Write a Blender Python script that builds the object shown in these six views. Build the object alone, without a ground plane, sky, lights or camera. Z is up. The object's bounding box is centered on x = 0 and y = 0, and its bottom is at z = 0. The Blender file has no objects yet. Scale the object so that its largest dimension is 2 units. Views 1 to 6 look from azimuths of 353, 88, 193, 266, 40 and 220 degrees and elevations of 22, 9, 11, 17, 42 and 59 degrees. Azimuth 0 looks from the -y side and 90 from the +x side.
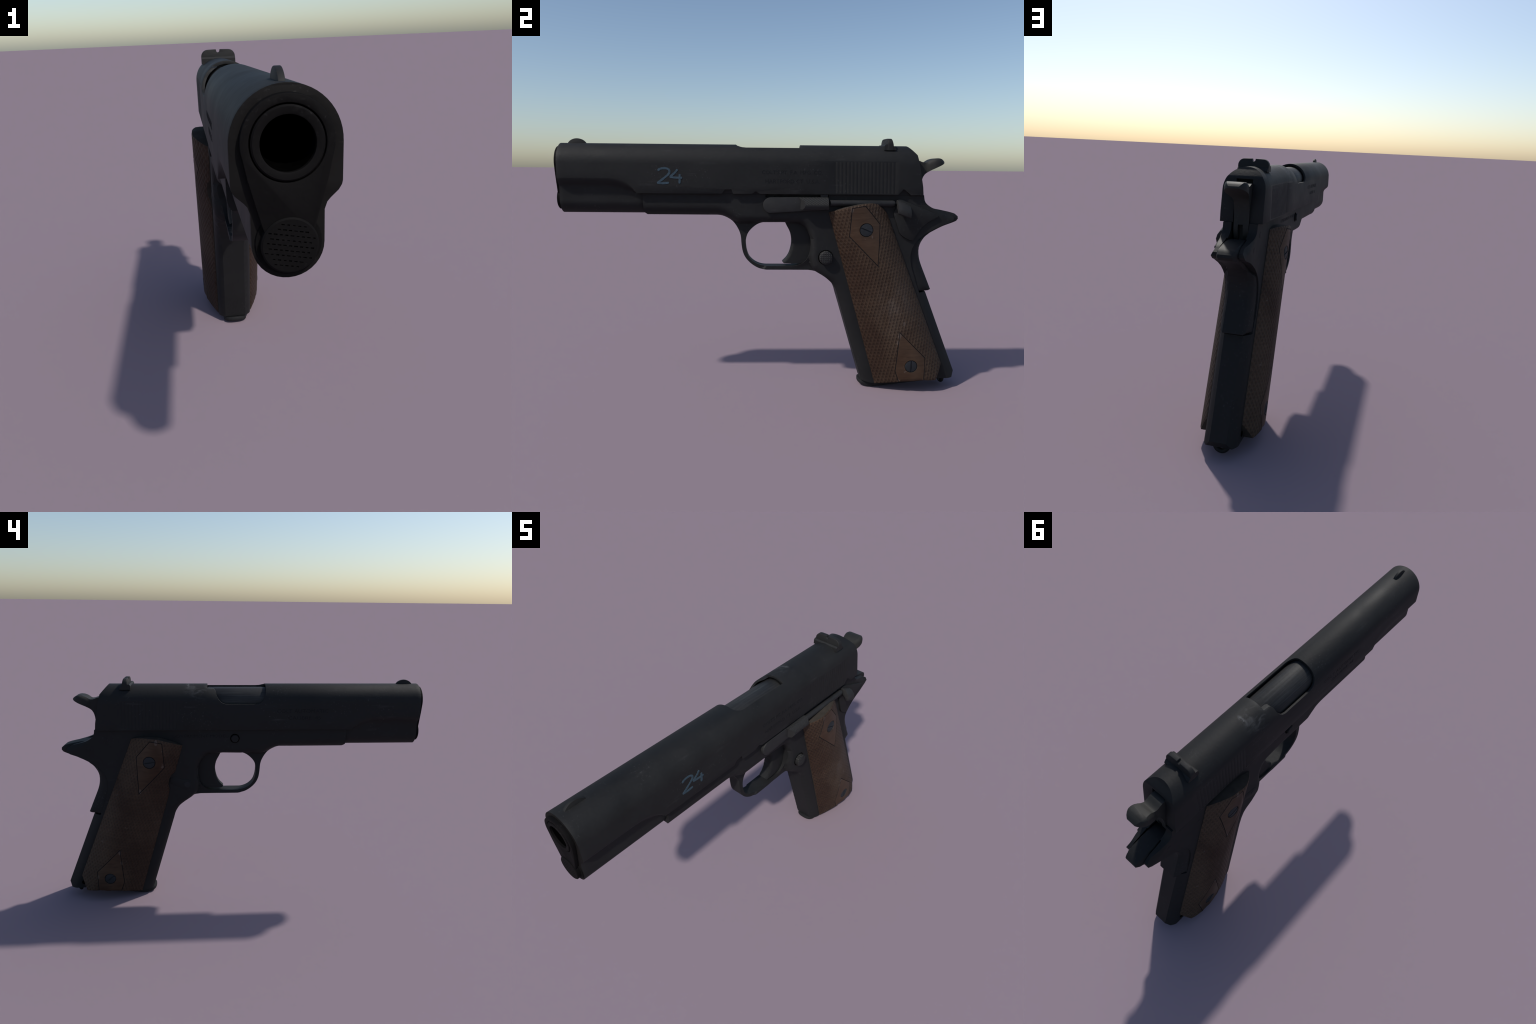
# Semi-automatic pistol: dark steel slide and frame, checkered wooden grip panels.
# Frame of reference: muzzle towards -y, x = across, z = up.  The whole gun is
# symmetric about x = 0 apart from the controls on the +x side.
import bpy, bmesh, math, random
import numpy as np
from mathutils import Vector, Matrix
from mathutils.geometry import delaunay_2d_cdt

random.seed(7)
RNG = np.random.default_rng(7)

# --------------------------------------------------------------------------
# small helpers
# --------------------------------------------------------------------------
ROOT = bpy.data.objects.new("pistol", None)
bpy.context.scene.collection.objects.link(ROOT)
ROOT.empty_display_size = 0.1
ROOT["label"] = "dark steel semi-automatic pistol with checkered brown wooden grips"
ROOT["category"] = "pistol"


def add(name, mesh, mat=None, parent=ROOT, smooth=38.0):
    ob = bpy.data.objects.new(name, mesh)
    bpy.context.scene.collection.objects.link(ob)
    ob.parent = parent
    if mat is not None:
        mesh.materials.clear()
        mesh.materials.append(mat)
    if smooth:
        shade(ob, smooth)
    return ob


def shade(ob, angle):
    me = ob.data
    me.polygons.foreach_set("use_smooth", [True] * len(me.polygons))
    me.set_sharp_from_angle(angle=math.radians(angle))
    me.update()


def bm_mesh(bm, name, recalc=True):
    if recalc:
        bmesh.ops.recalc_face_normals(bm, faces=bm.faces[:])
    me = bpy.data.meshes.new(name)
    bm.to_mesh(me)
    bm.free()
    return me


def bake(ob):
    """apply every modifier of the object"""
    dg = bpy.context.evaluated_depsgraph_get()
    dg.update()
    me = bpy.data.meshes.new_from_object(ob.evaluated_get(dg), depsgraph=dg)
    old = ob.data
    ob.modifiers.clear()
    ob.data = me
    bpy.data.meshes.remove(old)
    return ob


def drop(ob):
    me = ob.data
    bpy.data.objects.remove(ob, do_unlink=True)
    if me.users == 0:
        bpy.data.meshes.remove(me)


def boolean(ob, cutters, op="DIFFERENCE"):
    for c in cutters:
        m = ob.modifiers.new("cut", "BOOLEAN")
        m.operation = op
        m.solver = "EXACT"
        m.object = c
    bake(ob)
    for c in cutters:
        drop(c)
    return ob


def bevel(ob, width, segments=2, angle=35):
    m = ob.modifiers.new("bevel", "BEVEL")
    m.width = width
    m.segments = segments
    m.limit_method = "ANGLE"
    m.angle_limit = math.radians(angle)
    m.use_clamp_overlap = True
    bake(ob)
    return ob


def prism(name, outline, lo, hi, axis="x", mat=None, parent=ROOT, rim=0.0, seg=2, smooth=38.0):
    """extrude an outline. axis x: outline=(y,z); axis y: outline=(x,z); axis z: outline=(x,y)"""
    def place(p, t):
        if axis == "x":
            return (t, p[0], p[1])
        if axis == "y":
            return (p[0], t, p[1])
        return (p[0], p[1], t)
    bm = bmesh.new()
    a = [bm.verts.new(place(p, lo)) for p in outline]
    b = [bm.verts.new(place(p, hi)) for p in outline]
    n = len(outline)
    bm.faces.new(a)
    bm.faces.new(b[::-1])
    for i in range(n):
        bm.faces.new((a[i], a[(i + 1) % n], b[(i + 1) % n], b[i]))
    ob = add(name, bm_mesh(bm, name), mat, parent, 0)
    if rim:
        bevel(ob, rim, seg)
    if smooth:
        shade(ob, smooth)
    return ob


def box(name, x, y, z, **kw):
    return prism(name, [(y[0], z[0]), (y[1], z[0]), (y[1], z[1]), (y[0], z[1])], x[0], x[1], "x", **kw)


def circle(cx, cy, r, n=32, a0=0.0, a1=2 * math.pi, closed=False):
    k = n if not closed else n - 1
    return [(cx + r * math.cos(a0 + (a1 - a0) * i / k), cy + r * math.sin(a0 + (a1 - a0) * i / k)) for i in range(n)]


def lathe(name, profile, centre, axis="y", n=48, mat=None, parent=ROOT, smooth=38.0):
    """revolve (along, radius) pairs about an axis through centre"""
    bm = bmesh.new()
    rings = []
    for s, r in profile:
        ring = []
        for i in range(n):
            a = 2 * math.pi * i / n
            c, d = r * math.cos(a), r * math.sin(a)
            p = (c, s, d) if axis == "y" else (s, c, d)
            ring.append(bm.verts.new((centre[0] + p[0], centre[1] + p[1], centre[2] + p[2])))
        rings.append(ring)
    for A, B in zip(rings, rings[1:]):
        for i in range(n):
            bm.faces.new((A[i], A[(i + 1) % n], B[(i + 1) % n], B[i]))
    if profile[0] != profile[-1]:                      # a closed profile is a ring and needs no caps
        bm.faces.new(rings[0])
        bm.faces.new(rings[-1][::-1])
    bmesh.ops.remove_doubles(bm, verts=bm.verts[:], dist=1e-6)
    bmesh.ops.dissolve_degenerate(bm, edges=bm.edges[:], dist=1e-7)
    return add(name, bm_mesh(bm, name), mat, parent, smooth)


def smooth_line(pts, step):
    """Catmull-Rom through control points, sampled about every `step`"""
    P = [np.array(p, float) for p in pts]
    P = [2 * P[0] - P[1]] + P + [2 * P[-1] - P[-2]]
    out = []
    for i in range(1, len(P) - 2):
        k = max(1, int(np.linalg.norm(P[i + 1] - P[i]) / step))
        for j in range(k):
            t = j / k
            a, b, c, d = P[i - 1:i + 3]
            out.append(0.5 * (2 * b + (c - a) * t + (2 * a - 5 * b + 4 * c - d) * t * t + (3 * b - a - 3 * c + d) * t ** 3))
    out.append(P[-2])
    return [tuple(p) for p in out]


def dense(pts, h, closed=True):
    out = []
    n = len(pts)
    for i in range(n if closed else n - 1):
        a, b = np.array(pts[i]), np.array(pts[(i + 1) % n])
        k = max(1, int(round(np.linalg.norm(b - a) / h)))
        out += [tuple(a + (b - a) * j / k) for j in range(k)]
    if not closed:
        out.append(tuple(pts[-1]))
    return out


def inside(P, poly):
    P = np.asarray(P, float)
    poly = np.asarray(poly, float)
    x, y = P[:, 0], P[:, 1]
    res = np.zeros(len(P), bool)
    j = len(poly) - 1
    for i in range(len(poly)):
        xi, yi = poly[i]
        xj, yj = poly[j]
        hit = ((yi > y) != (yj > y)) & (x < (xj - xi) * (y - yi) / (yj - yi + 1e-15) + xi)
        res ^= hit
        j = i
    return res


def nearest(P, line, closed=False):
    """distance to a polyline, and the (fractional) segment parameter of the foot"""
    P = np.asarray(P, float)
    L = np.asarray(line, float)
    if closed:
        L = np.vstack([L, L[:1]])
    best = np.full(len(P), 1e9)
    par = np.zeros(len(P))
    for i in range(len(L) - 1):
        a, b = L[i], L[i + 1]
        d = b - a
        t = np.clip(((P - a) @ d) / (d @ d + 1e-15), 0, 1)
        q = np.linalg.norm(P - (a + t[:, None] * d), axis=1)
        m = q < best
        best[m] = q[m]
        par[m] = i + t[m]
    return best, par


def triangulate(outline, holes, lines, h):
    """constrained triangulation of a (y,z) region with extra inner lines"""
    loops = [dense(outline, h)] + [dense(q, h) for q in holes]
    V, E = [], []
    for lp in loops:
        k = len(V)
        V += lp
        E += [(k + i, k + (i + 1) % len(lp)) for i in range(len(lp))]
    edge_pts = len(V)
    for ln in lines:
        d = dense(ln, h, False)
        k = len(V)
        V += d
        E += [(k + i, k + i + 1) for i in range(len(d) - 1)]
    O = np.array(outline)
    lo, hi = O.min(0), O.max(0)
    ys = np.arange(lo[0], hi[0] + h, h)
    zs = np.arange(lo[1], hi[1] + h, h * 0.866)
    G = np.array([(y + (0.5 * h if k % 2 else 0), z) for k, z in enumerate(zs) for y in ys])
    ok = inside(G, outline)
    for q in holes:
        ok &= ~inside(G, q)
    G = G[ok]
    for ln, cl in [(outline, True)] + [(q, True) for q in holes] + [(q, False) for q in lines]:
        d, _ = nearest(G, ln, cl)
        G = G[d > 0.55 * h]
    V += [tuple(p) for p in G]
    vs, es, fs, *_ = delaunay_2d_cdt([Vector(p) for p in V], E, [], 0, 1e-5)
    vs = np.array([tuple(v) for v in vs])
    fs = np.array([tuple(f) for f in fs])
    c = vs[fs].mean(1)
    ok = inside(c, outline)
    for q in holes:
        ok &= ~inside(c, q)
    return vs, fs[ok]


def plate(name, outline, width, holes=(), lines=(), h=0.012, mat=None, parent=ROOT, inner=None, side=1, smooth=38.0):
    """a body given by its side outline and its half width at every (y,z).
    inner=None: symmetric about x=0, otherwise from x=inner to x=width on one side"""
    vs, fs = triangulate(outline, list(holes), list(lines), h)
    w = width(vs)
    n = len(vs)
    xo = w * side
    xi = -w * side if inner is None else np.full(n, inner * side)
    verts = np.vstack([np.column_stack([xo, vs]), np.column_stack([xi, vs])])
    faces = [tuple(f) for f in fs] + [tuple(n + f[::-1]) for f in fs]
    count = {}
    for f in fs:
        for a, b in ((f[0], f[1]), (f[1], f[2]), (f[2], f[0])):
            count[(a, b)] = 1
    for a, b in count:
        if (b, a) not in count:
            faces.append((b, a, n + a, n + b))
    me = bpy.data.meshes.new(name)
    me.from_pydata([tuple(v) for v in verts], [], faces)
    me.update()
    bm = bmesh.new()
    bm.from_mesh(me)
    bpy.data.meshes.remove(me)
    used = [v for v in bm.verts if not v.link_faces]
    bmesh.ops.delete(bm, geom=used, context="VERTS")
    return add(name, bm_mesh(bm, name), mat, parent, smooth)


def ease(t):
    t = np.clip(t, 0, 1)
    return t * t * (3 - 2 * t)


# --------------------------------------------------------------------------
# materials
# --------------------------------------------------------------------------
class Nodes:
    def __init__(self, name):
        self.mat = bpy.data.materials.new(name)
        self.mat.use_nodes = True
        self.t = self.mat.node_tree
        self.bsdf = self.t.nodes["Principled BSDF"]
        self.co = self.t.nodes.new("ShaderNodeTexCoord").outputs["Object"]

    def link(self, a, b):
        self.t.links.new(a, b)

    def put(self, sock, v):
        if isinstance(v, (int, float)):
            sock.default_value = v
        elif isinstance(v, (tuple, list)):
            sock.default_value = v if len(v) == 4 or sock.type == "VECTOR" else (*v, 1)
        else:
            self.link(v, sock)

    def math(self, op, a, b=0.0, c=None, clamp=False):
        n = self.t.nodes.new("ShaderNodeMath")
        n.operation = op
        n.use_clamp = clamp
        self.put(n.inputs[0], a)
        self.put(n.inputs[1], b)
        if c is not None:
            self.put(n.inputs[2], c)
        return n.outputs[0]

    def map(self, scale=(1, 1, 1), rot=(0, 0, 0), loc=(0, 0, 0), src=None):
        n = self.t.nodes.new("ShaderNodeMapping")
        n.inputs["Scale"].default_value = scale
        n.inputs["Rotation"].default_value = rot
        n.inputs["Location"].default_value = loc
        self.link(src or self.co, n.inputs["Vector"])
        return n.outputs[0]

    def noise(self, scale, detail=4, rough=0.55, vec=None, dist=0.0):
        n = self.t.nodes.new("ShaderNodeTexNoise")
        n.inputs["Scale"].default_value = scale
        n.inputs["Detail"].default_value = detail
        n.inputs["Roughness"].default_value = rough
        n.inputs["Distortion"].default_value = dist
        self.link(vec or self.co, n.inputs["Vector"])
        return n.outputs["Fac"]

    def voronoi(self, scale, vec=None, feature="F1"):
        n = self.t.nodes.new("ShaderNodeTexVoronoi")
        n.feature = feature
        n.inputs["Scale"].default_value = scale
        self.link(vec or self.co, n.inputs["Vector"])
        return n.outputs["Distance"]

    def range(self, v, a, b, c=0.0, d=1.0):
        n = self.t.nodes.new("ShaderNodeMapRange")
        self.put(n.inputs[0], v)
        for i, x in enumerate((a, b, c, d)):
            n.inputs[i + 1].default_value = x
        return n.outputs[0]

    def mix(self, f, a, b, mode="MIX"):
        n = self.t.nodes.new("ShaderNodeMix")
        n.data_type = "RGBA"
        n.blend_type = mode
        self.put(n.inputs[0], f)
        self.put(n.inputs[6], a)
        self.put(n.inputs[7], b)
        return n.outputs[2]

    def xyz(self):
        n = self.t.nodes.new("ShaderNodeSeparateXYZ")
        self.link(self.co, n.inputs[0])
        return n.outputs

    def bump(self, height, strength, dist=0.01):
        n = self.t.nodes.new("ShaderNodeBump")
        n.inputs["Strength"].default_value = strength
        n.inputs["Distance"].default_value = dist
        self.link(height, n.inputs["Height"])
        self.link(n.outputs[0], self.bsdf.inputs["Normal"])

    def set(self, **kw):
        for k, v in kw.items():
            self.put(self.bsdf.inputs[k.replace("_", " ")], v)
        return self.mat


def steel(name, base, wear=0.35, rough=0.6, scuff=None, brushed=None, spec=0.22):
    """blued steel: cloudy dark tone, sparse pale specks and hair scratches, optional scuffed patch"""
    m = Nodes(name)
    dark = tuple(c * 0.75 for c in base)
    light = tuple(c * 1.25 for c in base)
    cloud = m.range(m.noise(6.0, 5, 0.6), 0.3, 0.7)
    col = m.mix(cloud, dark, light)
    fine = m.range(m.noise(70.0, 3, 0.6), 0.35, 0.65)
    col = m.mix(m.math("MULTIPLY", fine, 0.25), col, tuple(c * 1.35 for c in base))
    pale = tuple(c * 3.0 + 0.012 for c in base)
    # specks gathered in patches
    patch = m.range(m.noise(5.0, 3, 0.6, m.map(loc=(3.1, 1.7, 0.4))), 0.5, 0.68)
    speck = m.range(m.noise(95.0, 2, 0.7), 0.62, 0.74)
    f = m.math("MULTIPLY", patch, speck)
    # hair scratches running at two slants
    for rot, sc in (((0.5, 0.2, 0.3), 26.0), ((-0.7, 0.1, -0.4), 34.0)):
        s = m.range(m.noise(sc, 2, 0.5, m.map((1, 0.14, 1.3), rot)), 0.66, 0.76)
        f = m.math("MAXIMUM", f, m.math("MULTIPLY", m.math("MULTIPLY", s, patch), 0.45))
    f = m.math("MULTIPLY", f, wear, clamp=True)
    if scuff:
        centre, radius = scuff
        n = m.t.nodes.new("ShaderNodeVectorMath")
        n.operation = "DISTANCE"
        m.link(m.co, n.inputs[0])
        n.inputs[1].default_value = centre
        near = m.range(n.outputs["Value"], radius, radius * 0.25)
        rub = m.range(m.noise(34.0, 4, 0.65, m.map((1, 0.55, 1), (0.3, 0.4, 0.9)), 0.8), 0.47, 0.66)
        f = m.math("MAXIMUM", f, m.math("MULTIPLY", m.math("MULTIPLY", near, rub), 0.95))
        streak = m.t.nodes.new("ShaderNodeVectorMath")
        streak.operation = "DISTANCE"
        m.link(m.map((1.0, 2.6, 1.0)), streak.inputs[0])
        streak.inputs[1].default_value = (STREAK[0], STREAK[1] * 2.6, STREAK[2])
        line = m.range(streak.outputs["Value"], 0.034, 0.008)
        ragged = m.range(m.noise(60.0, 3, 0.6), 0.38, 0.58)
        bright = m.math("MULTIPLY", line, ragged)
    col = m.mix(f, col, pale)
    if scuff:
        col = m.mix(m.math("MULTIPLY", bright, 0.85), col, (0.105, 0.107, 0.110))
    if brushed:
        line = m.range(m.noise(34.0, 4, 0.7, m.map(brushed)), 0.45, 0.75)
        col = m.mix(m.math("MULTIPLY", line, 0.75), col, tuple(c * 2.6 for c in base))
    m.set(Base_Color=col, Roughness=m.range(cloud, 0, 1, rough - 0.05, rough + 0.08))
    m.bsdf.inputs["Specular IOR Level"].default_value = spec
    m.bump(fine, 0.06, 0.004)
    return m.mat


STREAK = (-0.028, 0.284, 1.2225)
SLIDE_COL = (0.0112, 0.0114, 0.0117)
FRAME_COL = (0.0105, 0.0106, 0.0110)
M_SLIDE = steel("slide_steel", SLIDE_COL, 0.9, 0.64, scuff=((-0.055, 0.232, 1.206), 0.085))
M_FRAME = steel("frame_steel", FRAME_COL, 0.7, 0.64)
M_BARREL = steel("barrel_steel", (0.020, 0.020, 0.020), 0.3, 0.55, brushed=(3.2, 0.10, 3.2))
M_MUZZLE = steel("muzzle_steel", (0.0042, 0.0038, 0.0040), 0.5, 0.70, spec=0.07)  # base darkened to carry the baked shade on the muzzle parts
M_CROWN = steel("shade_darkened_crown_steel", (0.0062, 0.0056, 0.0056), 0.5, 0.70, spec=0.10)
M_WORN = steel("worn_control_steel", (0.020, 0.020, 0.0205), 0.45, 0.6)
M_HAMMER = steel("hammer_steel", (0.019, 0.019, 0.0175), 0.25, 0.6)
M_SIGHT = steel("sight_steel", (0.0135, 0.0135, 0.0135), 0.2, 0.62)


def plain(name, col, rough=0.7, spec=0.3):
    m = Nodes(name)
    c = m.mix(m.range(m.noise(40.0, 3), 0.3, 0.7), tuple(x * 0.8 for x in col), tuple(x * 1.2 for x in col))
    m.set(Base_Color=c, Roughness=rough)
    m.bsdf.inputs["Specular IOR Level"].default_value = spec
    return m.mat


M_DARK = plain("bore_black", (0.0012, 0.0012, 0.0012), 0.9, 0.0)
M_LETTER = plain("engraved_mark", (0.0085, 0.0089, 0.0105), 0.68, 0.17)
M_RING = plain("engraved_ring", (0.0135, 0.0135, 0.015), 0.7)


def paint():
    m = Nodes("blue_paint")
    f = m.range(m.noise(60.0, 4, 0.7), 0.35, 0.65)
    m.set(Base_Color=m.mix(f, (0.030, 0.050, 0.066), (0.048, 0.078, 0.102)), Roughness=0.75)
    m.bsdf.inputs["Specular IOR Level"].default_value = 0.2
    return m.mat


M_PAINT = paint()


def wood(name, checkered):
    m = Nodes(name)
    x, y, z = m.xyz()
    # grain runs along the grip, slightly wavy
    grain = m.noise(14.0, 6, 0.65, m.map((1.0, 0.9, 4.5), (0.30, 0, 0)), 0.8)
    broad = m.noise(3.2, 3, 0.5, m.map((1, 1.6, 0.9), (0.3, 0, 0), (0.7, 0.2, 0.9)))
    red = m.mix(m.range(grain, 0.3, 0.7), (0.021, 0.0100, 0.0058), (0.042, 0.0210, 0.0120))
    tan = m.mix(m.range(grain, 0.3, 0.7), (0.050, 0.0310, 0.0195), (0.080, 0.0510, 0.0325))
    # darker red tone towards the front strap, tan towards the back strap
    across = m.math("ADD", m.math("MULTIPLY", y, 2.2), m.math("MULTIPLY", z, 0.80))
    rub = m.math("ADD", broad, m.range(across, 1.45, 2.05, -0.16, 0.20))
    col = m.mix(m.range(rub, 0.36, 0.64), red, tan)
    if checkered:
        col = m.mix(0.25, col, (0.040, 0.026, 0.018))
        # two families of cut lines
        def family(dy, dz, pitch):
            k = m.math("ADD", m.math("MULTIPLY", y, dy / pitch), m.math("MULTIPLY", z, dz / pitch))
            return m.math("ABSOLUTE", m.math("SUBTRACT", m.math("FRACT", k), 0.5))      # 0 on the line, .5 between
        a = family(0.985, -0.17, 0.0165)
        b = family(0.70, 0.714, 0.0145)
        cell = m.math("MINIMUM", a, b)
        void = m.range(cell, 0.10, 0.34)
        fade = m.range(m.noise(7.0, 3, 0.6, m.map(loc=(0.3, 1.9, 2.2))), 0.34, 0.62, 0.40, 1.0)
        v = m.math("MULTIPLY", void, fade)
        col = m.mix(m.math("MULTIPLY", v, 0.42), col, (0.012, 0.0085, 0.0065))
        m.bump(m.math("SUBTRACT", 1.0, void), 0.55, 0.004)
        rough = 0.62
    else:
        rough = 0.5
        streak = m.range(m.noise(22.0, 4, 0.6, m.map((1, 0.35, 3.5), (0.35, 0, 0))), 0.55, 0.72)
        col = m.mix(m.math("MULTIPLY", streak, 0.5), col, (0.016, 0.0085, 0.0055))
        col = m.mix(0.15, col, (0.058, 0.0280, 0.0155))
    # bare spots rubbed along the diamonds, each a ragged little patch
    spots = [((0.139, 0.423, 0.918), 0.016), ((0.141, 0.680, 0.300), 0.022), ((0.141, 0.674, 0.262), 0.016), ((0.141, 0.671, 0.115), 0.018), ((0.140, 0.690, 0.062), 0.018),
             ((0.141, 0.524, 0.792), 0.010), ((0.141, 0.700, 0.36), 0.014),
             ((-0.141, 0.424, 0.800), 0.022), ((-0.141, 0.551, 0.662), 0.018), ((-0.141, 0.455, 0.934), 0.020), ((-0.141, 0.562, 0.775), 0.013),
             ((-0.141, 0.682, 0.300), 0.018), ((-0.141, 0.812, 0.150), 0.016), ((-0.141, 0.676, 0.235), 0.014)]
    # pale greyish cloud in the middle of the left panel
    n = m.t.nodes.new("ShaderNodeVectorMath")
    n.operation = "DISTANCE"
    m.link(m.map((1, 1.25, 0.75)), n.inputs[0])
    n.inputs[1].default_value = (0.141, 0.655 * 1.25, 0.46 * 0.75)
    palm = m.math("MULTIPLY", m.range(n.outputs["Value"], 0.15, 0.02), m.range(m.noise(16.0, 4, 0.65, m.map((1, 1, 0.6), (0.4, 0, 0))), 0.38, 0.66))
    col = m.mix(m.math("MULTIPLY", palm, 0.5), col, (0.098, 0.078, 0.066))
    rag = m.noise(75.0, 3, 0.6)
    bare = None
    for at, rad in spots:
        n = m.t.nodes.new("ShaderNodeVectorMath")
        n.operation = "DISTANCE"
        m.link(m.map((1, 1.5, 0.8)), n.inputs[0])
        n.inputs[1].default_value = (at[0], at[1] * 1.5, at[2] * 0.8)
        g = m.range(n.outputs["Value"], rad, rad * 0.2)
        bare = g if bare is None else m.math("MAXIMUM", bare, g)
    bare = m.range(m.math("ADD", bare, rag), 0.92, 1.08)
    col = m.mix(m.math("MULTIPLY", bare, 0.6), col, (0.105, 0.082, 0.070))
    # pale bruises where the finish is chipped
    chip = m.range(m.noise(30.0, 3, 0.6, m.map(loc=(5.5, 2.5, 7.7))), 0.70, 0.74)
    col = m.mix(m.math("MULTIPLY", chip, 0.5), col, (0.11, 0.085, 0.072))
    m.set(Base_Color=col, Roughness=rough)
    m.bsdf.inputs["Specular IOR Level"].default_value = 0.18
    return m.mat


M_CHECK = wood("checkered_walnut", True)
M_WOOD = wood("smooth_walnut", False)
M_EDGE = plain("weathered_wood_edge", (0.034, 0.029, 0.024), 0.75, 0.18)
M_GROOVE = plain("groove_dark", (0.012, 0.011, 0.012), 0.8, 0.15)
M_SCREW = steel("screw_steel", (0.0200, 0.0225, 0.0260), 0.6, 0.58, spec=0.16)


def lined_steel(name, base, period, direction, dot=False):
    """steel with fine cut lines (period in metres along `direction`), or a grid of pits"""
    m = Nodes(name)
    x, y, z = m.xyz()
    def wave(d):
        k = m.math("ADD", m.math("ADD", m.math("MULTIPLY", x, d[0] / period), m.math("MULTIPLY", y, d[1] / period)),
                   m.math("MULTIPLY", z, d[2] / period))
        return m.math("MULTIPLY", m.math("ABSOLUTE", m.math("SUBTRACT", m.math("FRACT", k), 0.5)), 2.0)
    w = wave(direction[0])
    for d in direction[1:]:
        w = m.math("MULTIPLY" if dot else "MINIMUM", w, wave(d))
    cut = m.range(w, 0.25, 0.75)
    col = m.mix(cut, tuple(c * 0.5 for c in base), tuple(c * 1.35 for c in base))
    m.set(Base_Color=col, Roughness=0.62)
    m.bsdf.inputs["Specular IOR Level"].default_value = 0.2
    m.bump(cut, 0.5, 0.004)
    return m.mat


M_KNURL = lined_steel("knurled_steel", (0.024, 0.024, 0.024), 0.0056, [(0.0, 0.80, -0.60)])
M_GRID = lined_steel("checkered_button_steel", (0.032, 0.032, 0.032), 0.0105, [(0, 1, 0), (0, 0, 1)], True)

# --------------------------------------------------------------------------
# slide
# --------------------------------------------------------------------------
HW = 0.0965            # half width of the slide
TOP, AXIS = 1.2282, 1.1310
LOW = 0.992            # lower edge of the slide
TUN_W, TUN_Z = 0.065, 0.957   # spring tunnel under the muzzle
FRONT = -0.980


def rear_y(z):
    """back face of the slide, leaning forward towards the top"""
    zz = [0.90, 0.992, 1.026, 1.073, 1.119, 1.160, 1.183, 1.2285]
    yy = [0.777, 0.776, 0.773, 0.766, 0.7555, 0.7460, 0.7420, 0.7030]
    return float(np.interp(z, zz, yy))


def flank_z(y):
    """lower edge of the flat side: high over the spring tunnel, falling to the rail"""
    yy = [-1.2, -0.735, -0.700, -0.665, -0.640, -0.622, -0.611, -0.606, 1]
    zz = [1.0525, 1.0525, 1.0480, 1.0375, 1.0240, 1.0100, 0.9980, 0.992, 0.992]
    return float(np.interp(y, yy, zz))


def slide_section(y, tunnel=True):
    half = []
    for i in range(15):
        a = math.pi / 2 * i / 14
        half.append((HW * math.sin(a), AXIS + (TOP - AXIS) * math.cos(a)))
    z = flank_z(y)
    k = min(1.0, max(0.0, (z - LOW) / 0.04))          # how far the cove is open
    half += [(HW, z + 0.012 * k + 0.03 + 0.01 * (1 - k)), (HW, z + 0.012 * k)]
    half += [(HW - 0.0015 * k, z + 0.005 * k), (HW - 0.007 * k - 0.002 * (1 - k), z - 0.004 * k), (0.0755, z - 0.017 * k), (0.0695, z - 0.024 * k), (TUN_W, z - 0.037 * k)]
    if tunnel:
        half.append((TUN_W, TUN_Z))
        half += [(TUN_W * math.cos(a), TUN_Z - 0.0645 * math.sin(a)) for a in [math.pi / 2 * i / 9 for i in range(1, 10)]]
    else:
        half.append((TUN_W - 0.004, LOW))
        half += [((TUN_W - 0.004) * (1 - i / 9), LOW - 0.0005) for i in range(1, 10)]
    return half


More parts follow.
